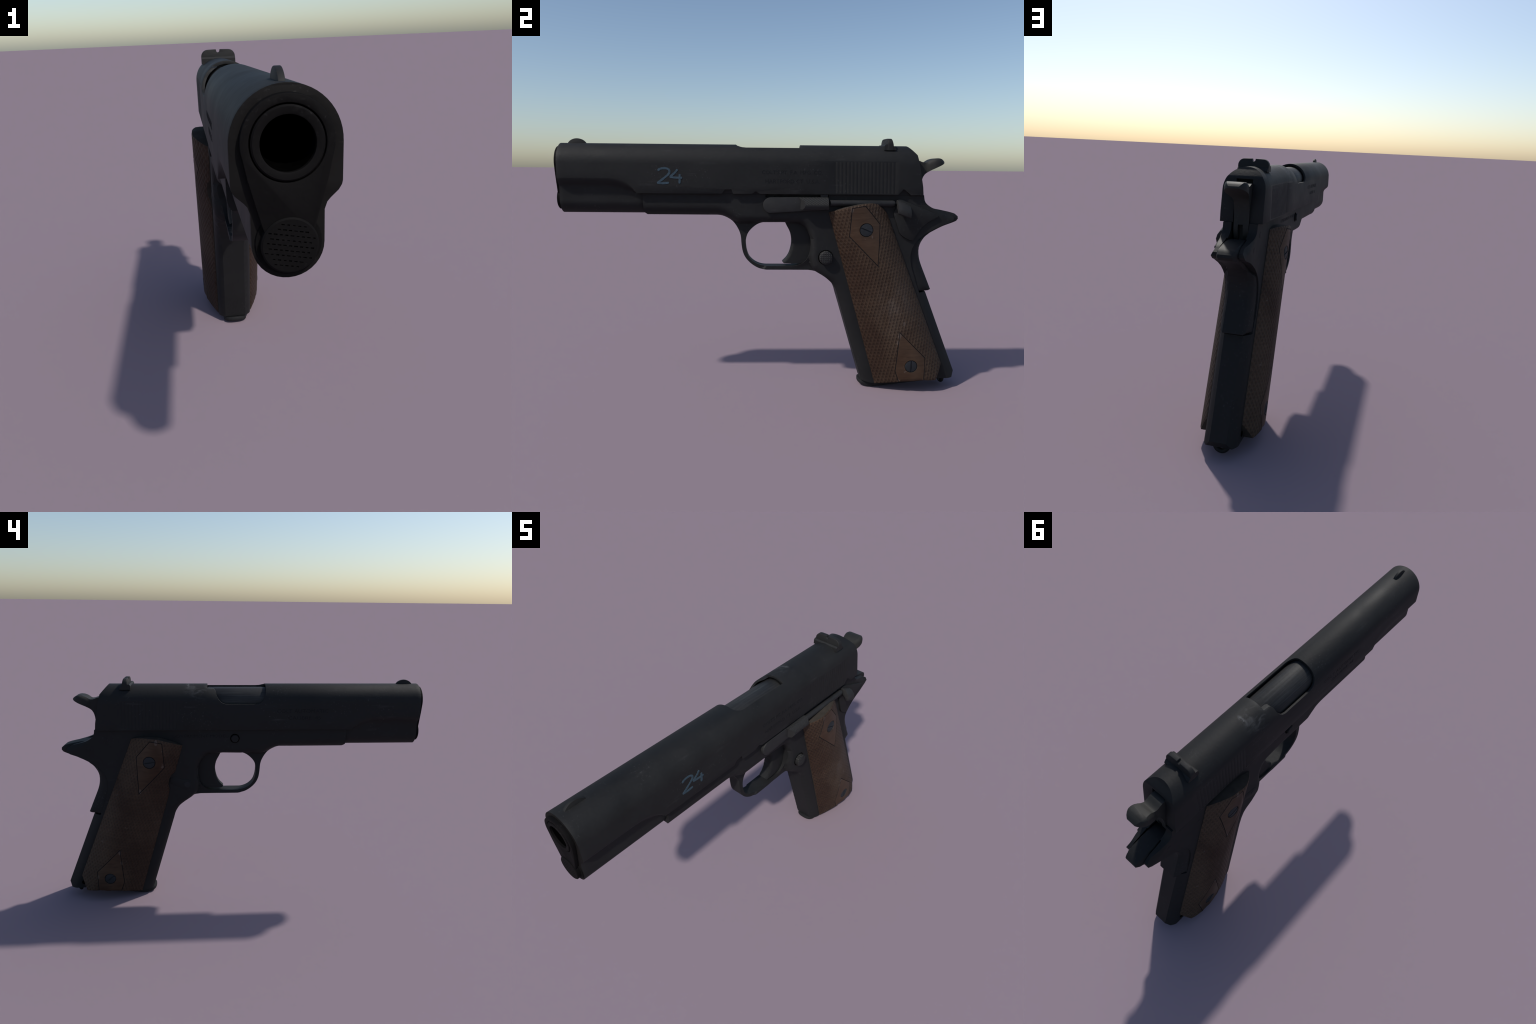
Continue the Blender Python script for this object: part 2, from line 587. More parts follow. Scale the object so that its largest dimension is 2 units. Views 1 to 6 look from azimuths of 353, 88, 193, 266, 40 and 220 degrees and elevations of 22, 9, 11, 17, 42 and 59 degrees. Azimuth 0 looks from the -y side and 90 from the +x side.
def build_slide():
    ys = [FRONT, FRONT + 0.02, -0.85, -0.735, -0.72, -0.70, -0.685, -0.67, -0.655, -0.645, -0.635, -0.625, -0.617, -0.611, -0.606, -0.575]
    stations = [(y, True) for y in ys] + [(-0.5749, False), (0.2, False), (0.66, False), (None, False)]
    bm = bmesh.new()
    rings = []
    for y, tun in stations:
        half = slide_section(0.7 if y is None else y, tun)
        pts = half + [(-x, z) for x, z in half[-2:0:-1]]
        rings.append([bm.verts.new((x, rear_y(z) if y is None else y, z)) for x, z in pts])
    n = len(rings[0])
    for A, B in zip(rings, rings[1:]):
        for i in range(n):
            bm.faces.new((A[i], A[(i + 1) % n], B[(i + 1) % n], B[i]))
    h = n // 2
    for R in (rings[0], rings[-1]):
        for i in range(h):
            q = [R[i], R[i + 1], R[(n - i - 1) % n], R[(n - i) % n]]
            q = list(dict.fromkeys(q))
            if len(q) >= 3:
                bm.faces.new(q)
    bmesh.ops.remove_doubles(bm, verts=bm.verts[:], dist=1e-6)
    bmesh.ops.dissolve_degenerate(bm, edges=bm.edges[:], dist=1e-6)
    ob = add("slide", bm_mesh(bm, "slide"), M_SLIDE, smooth=0)

    cut = []
    # chamber space seen through the ejection port
    cut.append(lathe("cut", [(-0.155, 0.0), (-0.155, 0.0865), (0.195, 0.0865), (0.195, 0.0)], (0, 0, AXIS), "y", 48, smooth=0))
    # barrel seat at the muzzle
    cut.append(lathe("cut", [(-1.1, 0.0), (-1.1, 0.070), (-0.93, 0.070), (-0.93, 0.052), (-0.60, 0.052), (-0.60, 0.0)], (0, 0, 1.1345), "y", 48, smooth=0))
    # ejection port, right half (with the extractor tongue) and left top half
    port = [(0.180, 1.30), (0.180, 1.2110), (0.152, 1.2100), (0.143, 1.2075), (0.135, 1.1960), (0.130, 1.176), (0.119, 1.156),
            (0.104, 1.140), (0.082, 1.132), (-0.082, 1.131), (-0.102, 1.137), (-0.118, 1.152), (-0.129, 1.176), (-0.134, 1.20), (-0.134, 1.30)]
    cut.append(prism("cut", port, -0.3, 0.004, "x", smooth=0))
    top = [(-0.01, 0.180), (0.052, 0.180), (0.0525, -0.085), (0.050, -0.103), (0.044, -0.116), (0.034, -0.128), (0.018, -0.134), (-0.01, -0.134)]
    cut.append(prism("cut", top, 1.15, 1.30, "z", smooth=0))
    # hammer slot at the back
    cut.append(box("cut", (-0.0370, 0.0370), (0.712, 0.9), (0.90, 1.1770), smooth=0))
    # stop and takedown notches in the left lower edge, safety notch at the back
    for q in ([(-0.204, 0.98), (-0.200, 0.994), (-0.186, 1.0115), (-0.154, 1.0140), (-0.147, 0.994), (-0.146, 0.98)],
              [(-0.060, 0.98), (-0.055, 0.993), (-0.041, 1.0040), (-0.032, 1.003), (-0.017, 0.993), (-0.010, 0.98)],
              [(0.642, 0.98), (0.653, 0.993), (0.676, 1.0190), (0.684, 1.017), (0.714, 0.993), (0.724, 0.98)]):
        cut.append(prism("cut", q, 0.081, 0.2, "x", smooth=0))
    boolean(ob, cut)
    # grip serrations on both flanks: rows of shallow vertical cuts
    bm = bmesh.new()
    count = 17
    for i in range(count):
        y = 0.346 + i * 0.0180
        for s in (1, -1):
            pts = []
            for z in (0.9985, 1.1475):
                yy = y + (1.073 - z) * 0.035
                for dy, dx in ((-0.0052, 0.0005), (0.0, -0.0017), (0.0052, 0.0005)):
                    pts.append(bm.verts.new((s * (HW + dx), yy + dy, z)))
            a, b = pts[:3], pts[3:]
            bm.faces.new(a)
            bm.faces.new(b[::-1])
            for j in range(3):
                bm.faces.new((a[j], a[(j + 1) % 3], b[(j + 1) % 3], b[j]))
    boolean(ob, [add("cut", bm_mesh(bm, "cut"), None, ROOT, 0)])
    m = ob.modifiers.new("bevel", "BEVEL")
    m.width = 0.0022
    m.segments = 2
    m.limit_method = "ANGLE"
    m.angle_limit = math.radians(55)
    bake(ob)
    ob.data.materials.clear()
    ob.data.materials.append(M_SLIDE)
    ob.data.materials.append(M_CROWN)                  # front face coloured darker: baked-in shade around the bushing
    for f in ob.data.polygons:
        if f.normal.y < -0.9 and f.center.y < FRONT + 0.001:
            f.material_index = 1
    shade(ob, 32)
    return ob


SLIDE = build_slide()

# --------------------------------------------------------------------------
# barrel, bushing, recoil plug
# --------------------------------------------------------------------------
BZ = 1.1345
BARREL = lathe("barrel", [(-0.9975, 0.0470), (-0.9985, 0.0490), (-0.9985, 0.0590), (-0.9960, 0.0618), (-0.90, 0.0618), (-0.90, 0.060),
                          (-0.14, 0.060), (-0.139, 0.079), (0.174, 0.079), (0.185, 0.072), (0.185, 0.0), (-0.62, 0.0), (-0.62, 0.0455), (-0.9975, 0.0470)],
               (0, 0, 0), "y", 44, M_BARREL)
# put the tube on its axis (the chamber sits a touch lower than the muzzle)
for v in BARREL.data.vertices:
    v.co.z += BZ if v.co.y < -0.5 else AXIS
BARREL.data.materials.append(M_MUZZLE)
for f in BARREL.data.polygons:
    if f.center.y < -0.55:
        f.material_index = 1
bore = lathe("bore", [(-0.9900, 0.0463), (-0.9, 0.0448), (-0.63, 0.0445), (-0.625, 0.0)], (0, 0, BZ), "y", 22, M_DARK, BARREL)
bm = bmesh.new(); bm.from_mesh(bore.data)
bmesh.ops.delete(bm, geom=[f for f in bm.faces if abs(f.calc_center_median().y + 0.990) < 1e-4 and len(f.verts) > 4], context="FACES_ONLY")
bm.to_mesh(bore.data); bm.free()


def build_bushing():
    c = (0.0, 1.1350)
    arc = circle(c[0], c[1], 0.0790, 40, math.radians(-8), math.radians(188), True)
    outline = arc + [(-0.0755, 1.112), (-0.0690, 1.078), (-0.0465, 0.994), (-0.040, 0.976), (0.040, 0.976), (0.0465, 0.994), (0.0690, 1.078), (0.0755, 1.112)]
    ob = prism("barrel_bushing", outline, -0.9960, -0.970, "y", M_MUZZLE, smooth=0)
    boolean(ob, [lathe("cut", [(-1.1, 0), (-1.1, 0.0642), (-0.9, 0.0642), (-0.9, 0)], (0, 0, BZ), "y", 48, smooth=0)])
    bevel(ob, 0.0022, 2)
    ob.data.materials.clear()
    ob.data.materials.append(M_MUZZLE)
    shade(ob, 35)
    return ob


build_bushing()


def build_plug():
    pz = 0.9600
    ob = lathe("recoil_spring_plug", [(-1.0, 0.0), (-1.0, 0.0480), (-0.9975, 0.0510), (-0.984, 0.0512), (-0.984, 0.0585), (-0.981, 0.0600), (-0.970, 0.0600), (-0.970, 0.0)],
               (0, 0, pz), "y", 44, M_MUZZLE)
    # rows of small pits across the face
    bm = bmesh.new()
    tilt = math.radians(-11)
    for r in range(-6, 7):
        for k in range(-6, 7):
            u, v = k * 0.0098 + (r % 2) * 0.0049, r * 0.0092
            X = u * math.cos(tilt) - v * math.sin(tilt)
            Z = u * math.sin(tilt) + v * math.cos(tilt)
            if math.hypot(X, Z) > 0.0435:
                continue
            w, h = 0.0030 * random.uniform(0.7, 1.15), 0.0012 * random.uniform(0.7, 1.2)
            base = []
            for sx, sz in ((-1, -1), (1, -1), (1, 1), (-1, 1)):
                px, pzz = sx * w, sz * h
                base.append((X + px * math.cos(tilt) - pzz * math.sin(tilt), pz + Z + px * math.sin(tilt) + pzz * math.cos(tilt)))
            a = [bm.verts.new((p[0], -1.01, p[1])) for p in base]
            b = [bm.verts.new((p[0], -0.9965, p[1])) for p in base]
            bm.faces.new(a)
            bm.faces.new(b[::-1])
            for j in range(4):
                bm.faces.new((a[j], a[(j + 1) % 4], b[(j + 1) % 4], b[j]))
    boolean(ob, [add("cut", bm_mesh(bm, "cut"), None, ROOT, 0)])
    ob.data.materials.clear()
    ob.data.materials.append(M_MUZZLE)
    shade(ob, 35)
    return ob


build_plug()

# --------------------------------------------------------------------------
# frame with trigger guard, grip and tang horns
# --------------------------------------------------------------------------
FW = 0.078
GUARD_OUT = smooth_line([(-0.226, 0.887), (-0.190, 0.8795), (-0.151, 0.8565), (-0.125, 0.821), (-0.111, 0.785), (-0.1065, 0.740), (-0.0995, 0.701),
                         (-0.083, 0.668), (-0.054, 0.639), (-0.019, 0.6190), (0.018, 0.6120)], 0.012)
GRIP_FRONT = smooth_line([(0.228, 0.6115), (0.264, 0.605), (0.305, 0.584), (0.344, 0.550), (0.367, 0.516), (0.379, 0.477)], 0.012)
SAFETY_SEAM = [(0.7870, 0.503), (0.772, 0.541), (0.752, 0.597), (0.739, 0.637), (0.733, 0.670), (0.733, 0.700), (0.738, 0.726), (0.750, 0.752), (0.772, 0.776)]
TANG_BACK = smooth_line([(0.905, 0.9080), (0.873, 0.9160), (0.848, 0.9230), (0.824, 0.9325), (0.800, 0.9490), (0.789, 0.9660), (0.7845, 0.9915)], 0.010)
FRAME_OUT = ([(-0.580, 0.9915), (-0.580, 0.903), (-0.566, 0.8875)] + GUARD_OUT + GRIP_FRONT +
             [(0.5145, 0.0340), (0.575, 0.0270), (0.600, 0.0265), (0.880, 0.0540), (0.984, 0.0520), (0.9985, 0.0800), (0.8265, 0.5030)] +
             SAFETY_SEAM + [(0.800, 0.800), (0.840, 0.824), (0.885, 0.8450), (0.923, 0.8575), (0.941, 0.872), (0.939, 0.887)] + TANG_BACK)
WINDOW = smooth_line([(0.000, 0.852), (-0.032, 0.839), (-0.061, 0.815), (-0.078, 0.790), (-0.0850, 0.762), (-0.0850, 0.735), (-0.0800, 0.704),
                      (-0.0680, 0.674), (-0.043, 0.6495), (-0.014, 0.6360), (0.018, 0.6300)], 0.010) + \
         smooth_line([(0.145, 0.6300), (0.178, 0.635), (0.205, 0.650), (0.226, 0.676), (0.236, 0.715), (0.237, 0.760), (0.226, 0.800),
                      (0.203, 0.832), (0.170, 0.849), (0.140, 0.852)], 0.010)
# ridge line where the flat side of the frame starts to fall away (y, z, fall distance, width at the foot)
RIDGE = [(-0.585, 0.937, .051, .030), (-0.215, 0.937, .051, .030), (-0.172, 0.929, .050, .034), (-0.146, 0.911, .046, .034), (-0.114, 0.886, .038, .033),
         (0.100, 0.882, .031, .030), (0.196, 0.876, .029, .046), (0.223, 0.860, .029, .052), (0.245, 0.831, .028, .053), (0.262, 0.783, .027, .053), (0.264, 0.729, .027, .052),
         (0.261, 0.690, .028, .046), (0.272, 0.645, .034, .036), (0.317, 0.606, .036, .036), (0.365, 0.583, .045, .034), (0.394, 0.561, .055, .032),
         (0.417, 0.522, .058, .031), (0.439, 0.467, .058, .031), (0.578, 0.010, .058, .031)]
BACK_RIDGE = [(0.757, 0.560), (0.777, 0.500), (0.9440, 0.072), (0.960, 0.030)]
HORN_RIDGE = [(0.770, 0.945), (0.815, 0.925), (0.862, 0.900), (0.905, 0.880), (0.945, 0.872)]
R2 = [(a, b) for a, b, _, _ in RIDGE]


def frame_width(P):
    w = np.full(len(P), FW)
    # below / in front of the ridge: rounded fall to the narrow guard and front strap
    shell = R2 + [(0.578, -0.2), (-1.2, -0.2), (-1.2, 0.937)]
    out = inside(P, shell)
    d, par = nearest(P, R2)
    k = np.arange(len(RIDGE))
    D = np.interp(par, k, [r[2] for r in RIDGE])
    W = np.interp(par, k, [r[3] for r in RIDGE])
    t = np.clip(d / D, 0, 1)
    fall = W + (FW - W) * np.sqrt(np.clip(1 - t ** 2.0, 0, 1))
    w = np.where(out, fall, w)
    # bottom bar of the guard is a little slimmer
    bar = out & (P[:, 1] < 0.80) & (P[:, 0] < 0.19)
    slim = np.minimum(w, np.interp(P[:, 1], [0.61, 0.66, 0.80], [0.0375, 0.0375, 0.0400]))
    k = ease((0.19 - P[:, 0]) / 0.05)
    w = np.where(bar, slim * k + w * (1 - k), w)
    # rounded back strap
    back = inside(P, BACK_RIDGE + [(1.3, 0.03), (1.3, 0.56)])
    d, _ = nearest(P, BACK_RIDGE)
    t = np.clip(d / 0.052, 0, 1)
    w = np.where(back, 0.038 + (FW - 0.038) * (1 - t ** 1.5), w)
    # horns slope inward towards their upper edge
    up = inside(P, HORN_RIDGE + [(1.2, 0.872), (1.2, 1.2), (0.770, 1.2)]) & (P[:, 0] > 0.80)
    d, _ = nearest(P, HORN_RIDGE)
    t = np.clip(d / 0.040, 0, 1) * ease((P[:, 0] - 0.80) / 0.05)
    w = np.where(up, np.minimum(w, FW - 0.021 * t), w)
    tip = ease((P[:, 0] - 0.86) / 0.08)
    w = np.where((P[:, 1] > 0.81) & (P[:, 0] > 0.86), w - 0.006 * tip, w)
    return w


def build_frame():
    ob = plate("frame", FRAME_OUT, frame_width, holes=[WINDOW], lines=[R2[1:-1], BACK_RIDGE[1:-1], HORN_RIDGE[1:-1]], h=0.010, mat=M_FRAME, smooth=0)
    cut = []
    # hammer well between the frame walls
    cut.append(box("cut", (-0.0400, 0.0400), (0.740, 1.1), (0.900, 1.1), smooth=0))
    # tang slot for the grip safety
    cut.append(prism("cut", [(0.700, 0.60), (0.700, 0.93), (1.1, 0.93), (1.1, 0.60)], -0.0455, 0.0455, "x", smooth=0))
    # step under the slide on the left, above the slide stop
    cut.append(box("cut", (0.060, 0.2), (0.010, 0.318), (0.9760, 1.1), smooth=0))
    boolean(ob, cut)
    ob.data.materials.clear()
    ob.data.materials.append(M_FRAME)
    shade(ob, 30)
    return ob


build_frame()

# --------------------------------------------------------------------------
# grip safety
# --------------------------------------------------------------------------
GS_OUT = ([(0.7885, 0.5045), (0.8400, 0.5100), (0.8510, 0.5160)] +
          smooth_line([(0.8510, 0.516), (0.822, 0.583), (0.791, 0.657), (0.7820, 0.697), (0.7820, 0.730), (0.792, 0.759), (0.814, 0.7885), (0.850, 0.811),
                       (0.898, 0.8360), (0.947, 0.8545), (0.968, 0.8625), (0.9765, 0.874), (0.9745, 0.886), (0.958, 0.899), (0.920, 0.910), (0.870, 0.920)], 0.012)[1:] +
          [(0.835, 0.924), (0.795, 0.922), (0.765, 0.915), (0.755, 0.86), (0.758, 0.800), (0.748, 0.752), (0.736, 0.726), (0.7310, 0.700), (0.7310, 0.670), (0.737, 0.637), (0.750, 0.597), (0.770, 0.541)])


def gs_width(P):
    seam = [(0.789, 0.503)] + [(y + 0.002, z) for y, z in SAFETY_SEAM]
    d, _ = nearest(P, seam)
    rear = np.array([p for p in GS_OUT if p[0] > 0.77 and p[1] < 0.84])
    e, _ = nearest(P, [tuple(p) for p in rear])
    t = np.clip(e / (d + e + 1e-9), 0, 1)                 # 0 at the back edge, 1 at the seam
    low = 0.046 + 0.0255 * np.sin(t * math.pi / 2) ** 0.6
    k = ease((P[:, 1] - 0.755) / 0.045)
    w = low * (1 - k) + 0.0440 * k
    tip = np.clip((P[:, 0] - 0.925) / 0.043, 0, 1)
    w = np.where(P[:, 1] > 0.82, np.minimum(w, 0.0445 - 0.006 * tip ** 2), w)
    # edges of the tang are rounded over
    e2, _ = nearest(P, [p for p in GS_OUT if p[1] > 0.80], False)
    return np.where(P[:, 1] > 0.80, w - 0.007 * (1 - np.clip(e2 / 0.012, 0, 1)) ** 2, w)


plate("grip_safety", GS_OUT, gs_width, h=0.010, mat=M_FRAME, smooth=34)

# --------------------------------------------------------------------------
# trigger, hammer
# --------------------------------------------------------------------------
TRIGGER = smooth_line([(0.102, 0.866), (0.121, 0.829), (0.138, 0.795), (0.1445, 0.750), (0.136, 0.703), (0.121, 0.673), (0.099, 0.6500)], 0.010) + \
          smooth_line([(0.106, 0.6430), (0.165, 0.6420), (0.202, 0.6480), (0.236, 0.6840), (0.246, 0.750), (0.238, 0.800), (0.212, 0.838), (0.178, 0.858), (0.150, 0.866)], 0.012)


def trigger_width(P):
    front = [p for p in TRIGGER[:40] if p[0] < 0.1446 and p[1] > 0.648]
    d, _ = nearest(P, front)
    return 0.0205 + 0.0075 * np.sqrt(np.clip(1 - (1 - np.clip(d / 0.014, 0, 1)) ** 2, 0, 1))


plate("trigger", TRIGGER, trigger_width, h=0.007, mat=M_FRAME, smooth=40)

HAMMER = (smooth_line([(0.700, 1.158), (0.758, 1.160), (0.778, 1.153), (0.801, 1.1490), (0.826, 1.1635), (0.856, 1.1705), (0.878, 1.1660), (0.8940, 1.1535)], 0.008) +
          [(0.8950, 1.1465)] +
          smooth_line([(0.885, 1.1410), (0.825, 1.1120), (0.797, 1.091), (0.785, 1.066), (0.781, 1.030), (0.783, 0.990), (0.785, 0.960), (0.779, 0.930), (0.765, 0.908)], 0.010) +
          [(0.700, 0.905)])


def hammer_width(P):
    y = P[:, 0]
    w = np.interp(y, [0.70, 0.800, 0.822, 0.845, 0.865, 0.882, 0.895], [0.0340, 0.0345, 0.045, 0.0515, 0.0500, 0.042, 0.029])
    w = np.where(P[:, 1] < 1.06, 0.0340, w)
    # the thumb piece is domed: narrow at its upper rim
    top = [p for p in HAMMER if p[0] > 0.80 and p[1] > 1.145]
    d, _ = nearest(P, top)
    dome = 0.78 + 0.22 * np.sqrt(np.clip(1 - (1 - np.clip(d / 0.022, 0, 1)) ** 2, 0, 1))
    k = ease((y - 0.79) / 0.03)
    return w * (1 - k + k * dome)


ham = plate("hammer", HAMMER, hammer_width, h=0.007, mat=M_HAMMER, smooth=0)
for v in ham.data.vertices:                     # the body sits a little to the right of the spur
    v.co.x -= 0.003 * (1 - float(ease((v.co.y - 0.79) / 0.05)))
boolean(ham, [box("cut", (-0.0115, 0.0115), (0.760, 0.9), (0.85, 0.984), smooth=0)])
ham.data.materials.clear(); ham.data.materials.append(M_HAMMER)
shade(ham, 34)

# --------------------------------------------------------------------------
# sights
# --------------------------------------------------------------------------
prism("front_sight", smooth_line([(-0.951, 1.220), (-0.949, 1.2275), (-0.939, 1.239), (-0.923, 1.2475), (-0.905, 1.2505), (-0.887, 1.2475), (-0.871, 1.239), (-0.861, 1.2275), (-0.859, 1.220)], 0.006),
      -0.0064, 0.0064, "x", M_SIGHT, rim=0.0016)


def build_rear_sight():
    blade = [(-0.0715, 1.180), (0.0715, 1.180), (0.0715, 1.232)] + circle(0.0435, 1.2335, 0.028, 9, 0, math.pi / 2, True) + \
            [(0.0078, 1.2625)] + circle(0, 1.2575, 0.0075, 9, 0, -math.pi, True) + [(-0.0078, 1.2625)] + \
            circle(-0.0435, 1.2335, 0.028, 9, math.pi / 2, math.pi, True) + [(-0.0715, 1.232)]
    ob = prism("rear_sight", blade, 0.6010, 0.6240, "y", M_SIGHT, smooth=0)
    # lean the blade: thicker towards its foot, rounded over the top edge
    for v in ob.data.vertices:
        t = (v.co.z - 1.205) / 0.058
        if v.co.y > 0.612:
            v.co.y += 0.010 * (1 - max(0, min(1, t))) ** 2 - 0.004 * max(0, t) ** 3
        else:
            v.co.y += -0.004 + 0.002 * t
    bevel(ob, 0.0028, 3)
    foot = prism("cut", [(0.582, 1.180), (0.640, 1.180), (0.640, 1.212), (0.630, 1.224), (0.603, 1.2335), (0.588, 1.2330), (0.582, 1.2260)], -0.0705, 0.0705, "x", smooth=0)
    boolean(ob, [foot], "UNION")
    # hollow under the forward ledge follows the round of the slide
    boolean(ob, [lathe("cut", [(0.5, 0.0), (0.5, 0.0925), (0.597, 0.0945), (0.597, 0.0)], (0, 0, AXIS), "y", 48, smooth=0)])
    ob.data.materials.clear()
    ob.data.materials.append(M_SIGHT)
    shade(ob, 35)
    # trim what would hang lower than the dovetail
    boolean(ob, [box("cut", (-0.2, 0.2), (0.5, 0.7), (1.1, 1.2055), smooth=0)])
    shade(ob, 35)
    return ob


build_rear_sight()

# --------------------------------------------------------------------------
# grip panels with diamonds and screws
# --------------------------------------------------------------------------
EDGE_X, CREST = 0.0800, 0.1415


def panel_front(z):
    return 0.5860 - (z - 0.0) * 0.2955


def panel_rear(z):
    return 0.9720 - (z - 0.0) * 0.4060


def panel_width(P):
    y, z = P[:, 0], P[:, 1]
    # long gentle rise from the front edge (longer towards the butt), short round at the back
    p = np.clip((y - panel_front(z)) / np.interp(z, [0.03, 0.92], [0.215, 0.105]), 0, 1)
    q = np.clip((panel_rear(z) - y) / 0.140, 0, 1)
    rise = np.minimum(1 - (1 - p) ** 1.7, 1 - (1 - q) ** 1.9)
    return 0.0845 + (CREST - 0.0845) * rise


def panel_outline(side):
    low = [(panel_front(0.0280), 0.0280), (0.632, 0.0400), (0.700, 0.0535), (0.760, 0.0615), (0.815, 0.0655), (0.882, 0.0600), (0.9165, 0.1365)]
    if side > 0:
        top = [(0.609, 0.894), (0.594, 0.918), (0.551, 0.948), (0.520, 0.9525), (0.468, 0.948), (0.392, 0.931), (panel_front(0.905), 0.905)]
        return low + top
    top = [(0.590, 0.945), (0.553, 0.952), (0.517, 0.9555), (0.446, 0.951), (0.375, 0.930), (panel_front(0.904), 0.904)]
    return low + top + [(0.362, 0.758), (0.384, 0.739), (0.397, 0.715), (0.4015, 0.686), (0.397, 0.655), (panel_front(0.62), 0.62)]


def shrink(poly, d):
    """offset a convex polygon inwards by d"""
    P = [np.array(p) for p in poly]
    area = sum(P[i][0] * P[(i + 1) % len(P)][1] - P[(i + 1) % len(P)][0] * P[i][1] for i in range(len(P)))
    s = 1 if area > 0 else -1
    L = []
    for i in range(len(P)):
        a, b = P[i], P[(i + 1) % len(P)]
        t = (b - a) / np.linalg.norm(b - a)
        nrm = s * np.array([-t[1], t[0]])
        L.append((a + nrm * d, t))
    out = []
    for i in range(len(P)):
        (p, t), (q, u) = L[i - 1], L[i]
        k = np.linalg.solve(np.column_stack([t, -u]), q - p)
        out.append(tuple(p + t * k[0]))
    return out


SCREWS = [((0.4945, 0.8250), 0.0315), ((0.7450, 0.1395), 0.0300)]
DIAMOND_UP = [(0.423, 0.9285), (0.416, 0.792), (0.557, 0.650), (0.563, 0.853), (0.487, 0.9395)]
DIAMOND_LOW = [(0.680, 0.316), (0.669, 0.110), (0.690, 0.0525), (0.812, 0.0655), (0.816, 0.180)]


def build_panel(side):
    groove = 0.0019
    up, low = DIAMOND_UP, DIAMOND_LOW
    rings = [shrink(up, groove), shrink(up, -groove), shrink(low, groove), shrink(low, -groove)]
    outline = panel_outline(side)
    # keep the diamonds' open ends inside the panel outline
    lines = []
    for r in rings:
        for i in range(len(r)):
            seg = dense([r[i], r[(i + 1) % len(r)]], 0.005, False)
            ok = inside(seg, outline)
            d, _ = nearest(seg, outline, True)
            ok &= d > 0.002
            run = []
            for p, k in zip(seg, ok):
                if k:
                    run.append(p)
                elif len(run) > 1:
                    lines.append(run)
                    run = []
            if len(run) > 1:
                lines.append(run)

    def zone(P):
        z = np.zeros(len(P), int)
        for k, poly in ((0, up), (2, low)):
            z[inside(P, rings[k + 1])] = 2
            z[inside(P, rings[k])] = 1
        return z

    def width(P):
        w = panel_width(P)
        d = np.minimum(nearest(P, up, True)[0], nearest(P, low, True)[0])
        near_edge = nearest(P, outline, True)[0]
        w = w - np.where((d < groove * 0.6), 0.0026, 0.0) - 0.003 * (1 - np.clip(near_edge / 0.004, 0, 1)) ** 2
        for (cy, cz), rad in SCREWS:
            w = np.where(np.hypot(P[:, 0] - cy, P[:, 1] - cz) < rad + 0.0008, w - 0.010, w)
        return w

    mids = []
    for poly in (up, low):
        for i in range(len(poly)):
            seg = dense([poly[i], poly[(i + 1) % len(poly)]], 0.006, False)
            ok = inside(seg, outline)
            d, _ = nearest(seg, outline, True)
            seg = [p for p, k in zip(seg, ok & (d > 0.002)) if k]
            if len(seg) > 1:
                mids.append(seg)
    for (cy, cz), rad in SCREWS:
        for q in (rad + 0.0005, rad + 0.0022):
            ring = circle(cy, cz, q, 40)
            mids.append(ring + ring[:1])
    ob = plate("grip_panel", outline, width, lines=lines + mids, h=0.009, parent=ROOT, inner=0.070, side=side, smooth=0)
    me = ob.data
    for m in (M_CHECK, M_WOOD, M_GROOVE, M_EDGE):
        me.materials.append(m)
    C = np.array([tuple(p.center) for p in me.polygons])
    N = np.array([tuple(p.normal) for p in me.polygons])
    zn = zone(C[:, 1:])
    outer = N[:, 0] * side > 0.25
    idx = np.where(outer, zn, 3)
    me.polygons.foreach_set("material_index", idx.astype(np.int32))
    shade(ob, 34)
    # the smooth diamonds become parts of their own
    full = me.copy()
    def keep(mesh, test):
        bm = bmesh.new()
        bm.from_mesh(mesh)
        bmesh.ops.delete(bm, geom=[f for f in bm.faces if not test(f)], context="FACES")
        bm.to_mesh(mesh)
        bm.free()
    is_d = lambda f: f.material_index == 1 and f.normal.x * side > 0.25
    dm = add("grip_diamond", full, None, ob, 0)
    keep(dm.data, is_d)
    keep(ob.data, lambda f: not is_d(f))
    dm.data.materials.clear(); dm.data.materials.append(M_WOOD)
    dm.data.polygons.foreach_set("material_index", [0] * len(dm.data.polygons))
    # screws
    for ((cy, cz), r), ang in zip(SCREWS, (-22 if side > 0 else -8, 90 if side > 0 else -38)):
        w = float(panel_width(np.array([[cy, cz]]))[0])
        sc = lathe("grip_screw", [(0.075, 0.0), (0.075, r), (w - 0.0035, r), (w - 0.0012, r * 0.94), (w + 0.0002, r * 0.6), (w + 0.0008, 0.0)], (0, cy, cz), "x", 36, M_SCREW, ob, 0)
        t = math.radians(ang)
        hl, hh = 0.04, 0.0032
        q = [(cy + a * math.cos(t) - b * math.sin(t), cz + a * math.sin(t) + b * math.cos(t)) for a, b in ((-hl, -hh), (hl, -hh), (hl, hh), (-hl, hh))]
        boolean(sc, [prism("cut", q, w - 0.004, w + 0.05, "x", smooth=0)])
        sc.data.materials.clear(); sc.data.materials.append(M_SCREW)
        if side < 0:
            for v in sc.data.vertices:
                v.co.x *= -1
            sc.data.flip_normals()
        shade(sc, 40)
    return ob


build_panel(1)
build_panel(-1)

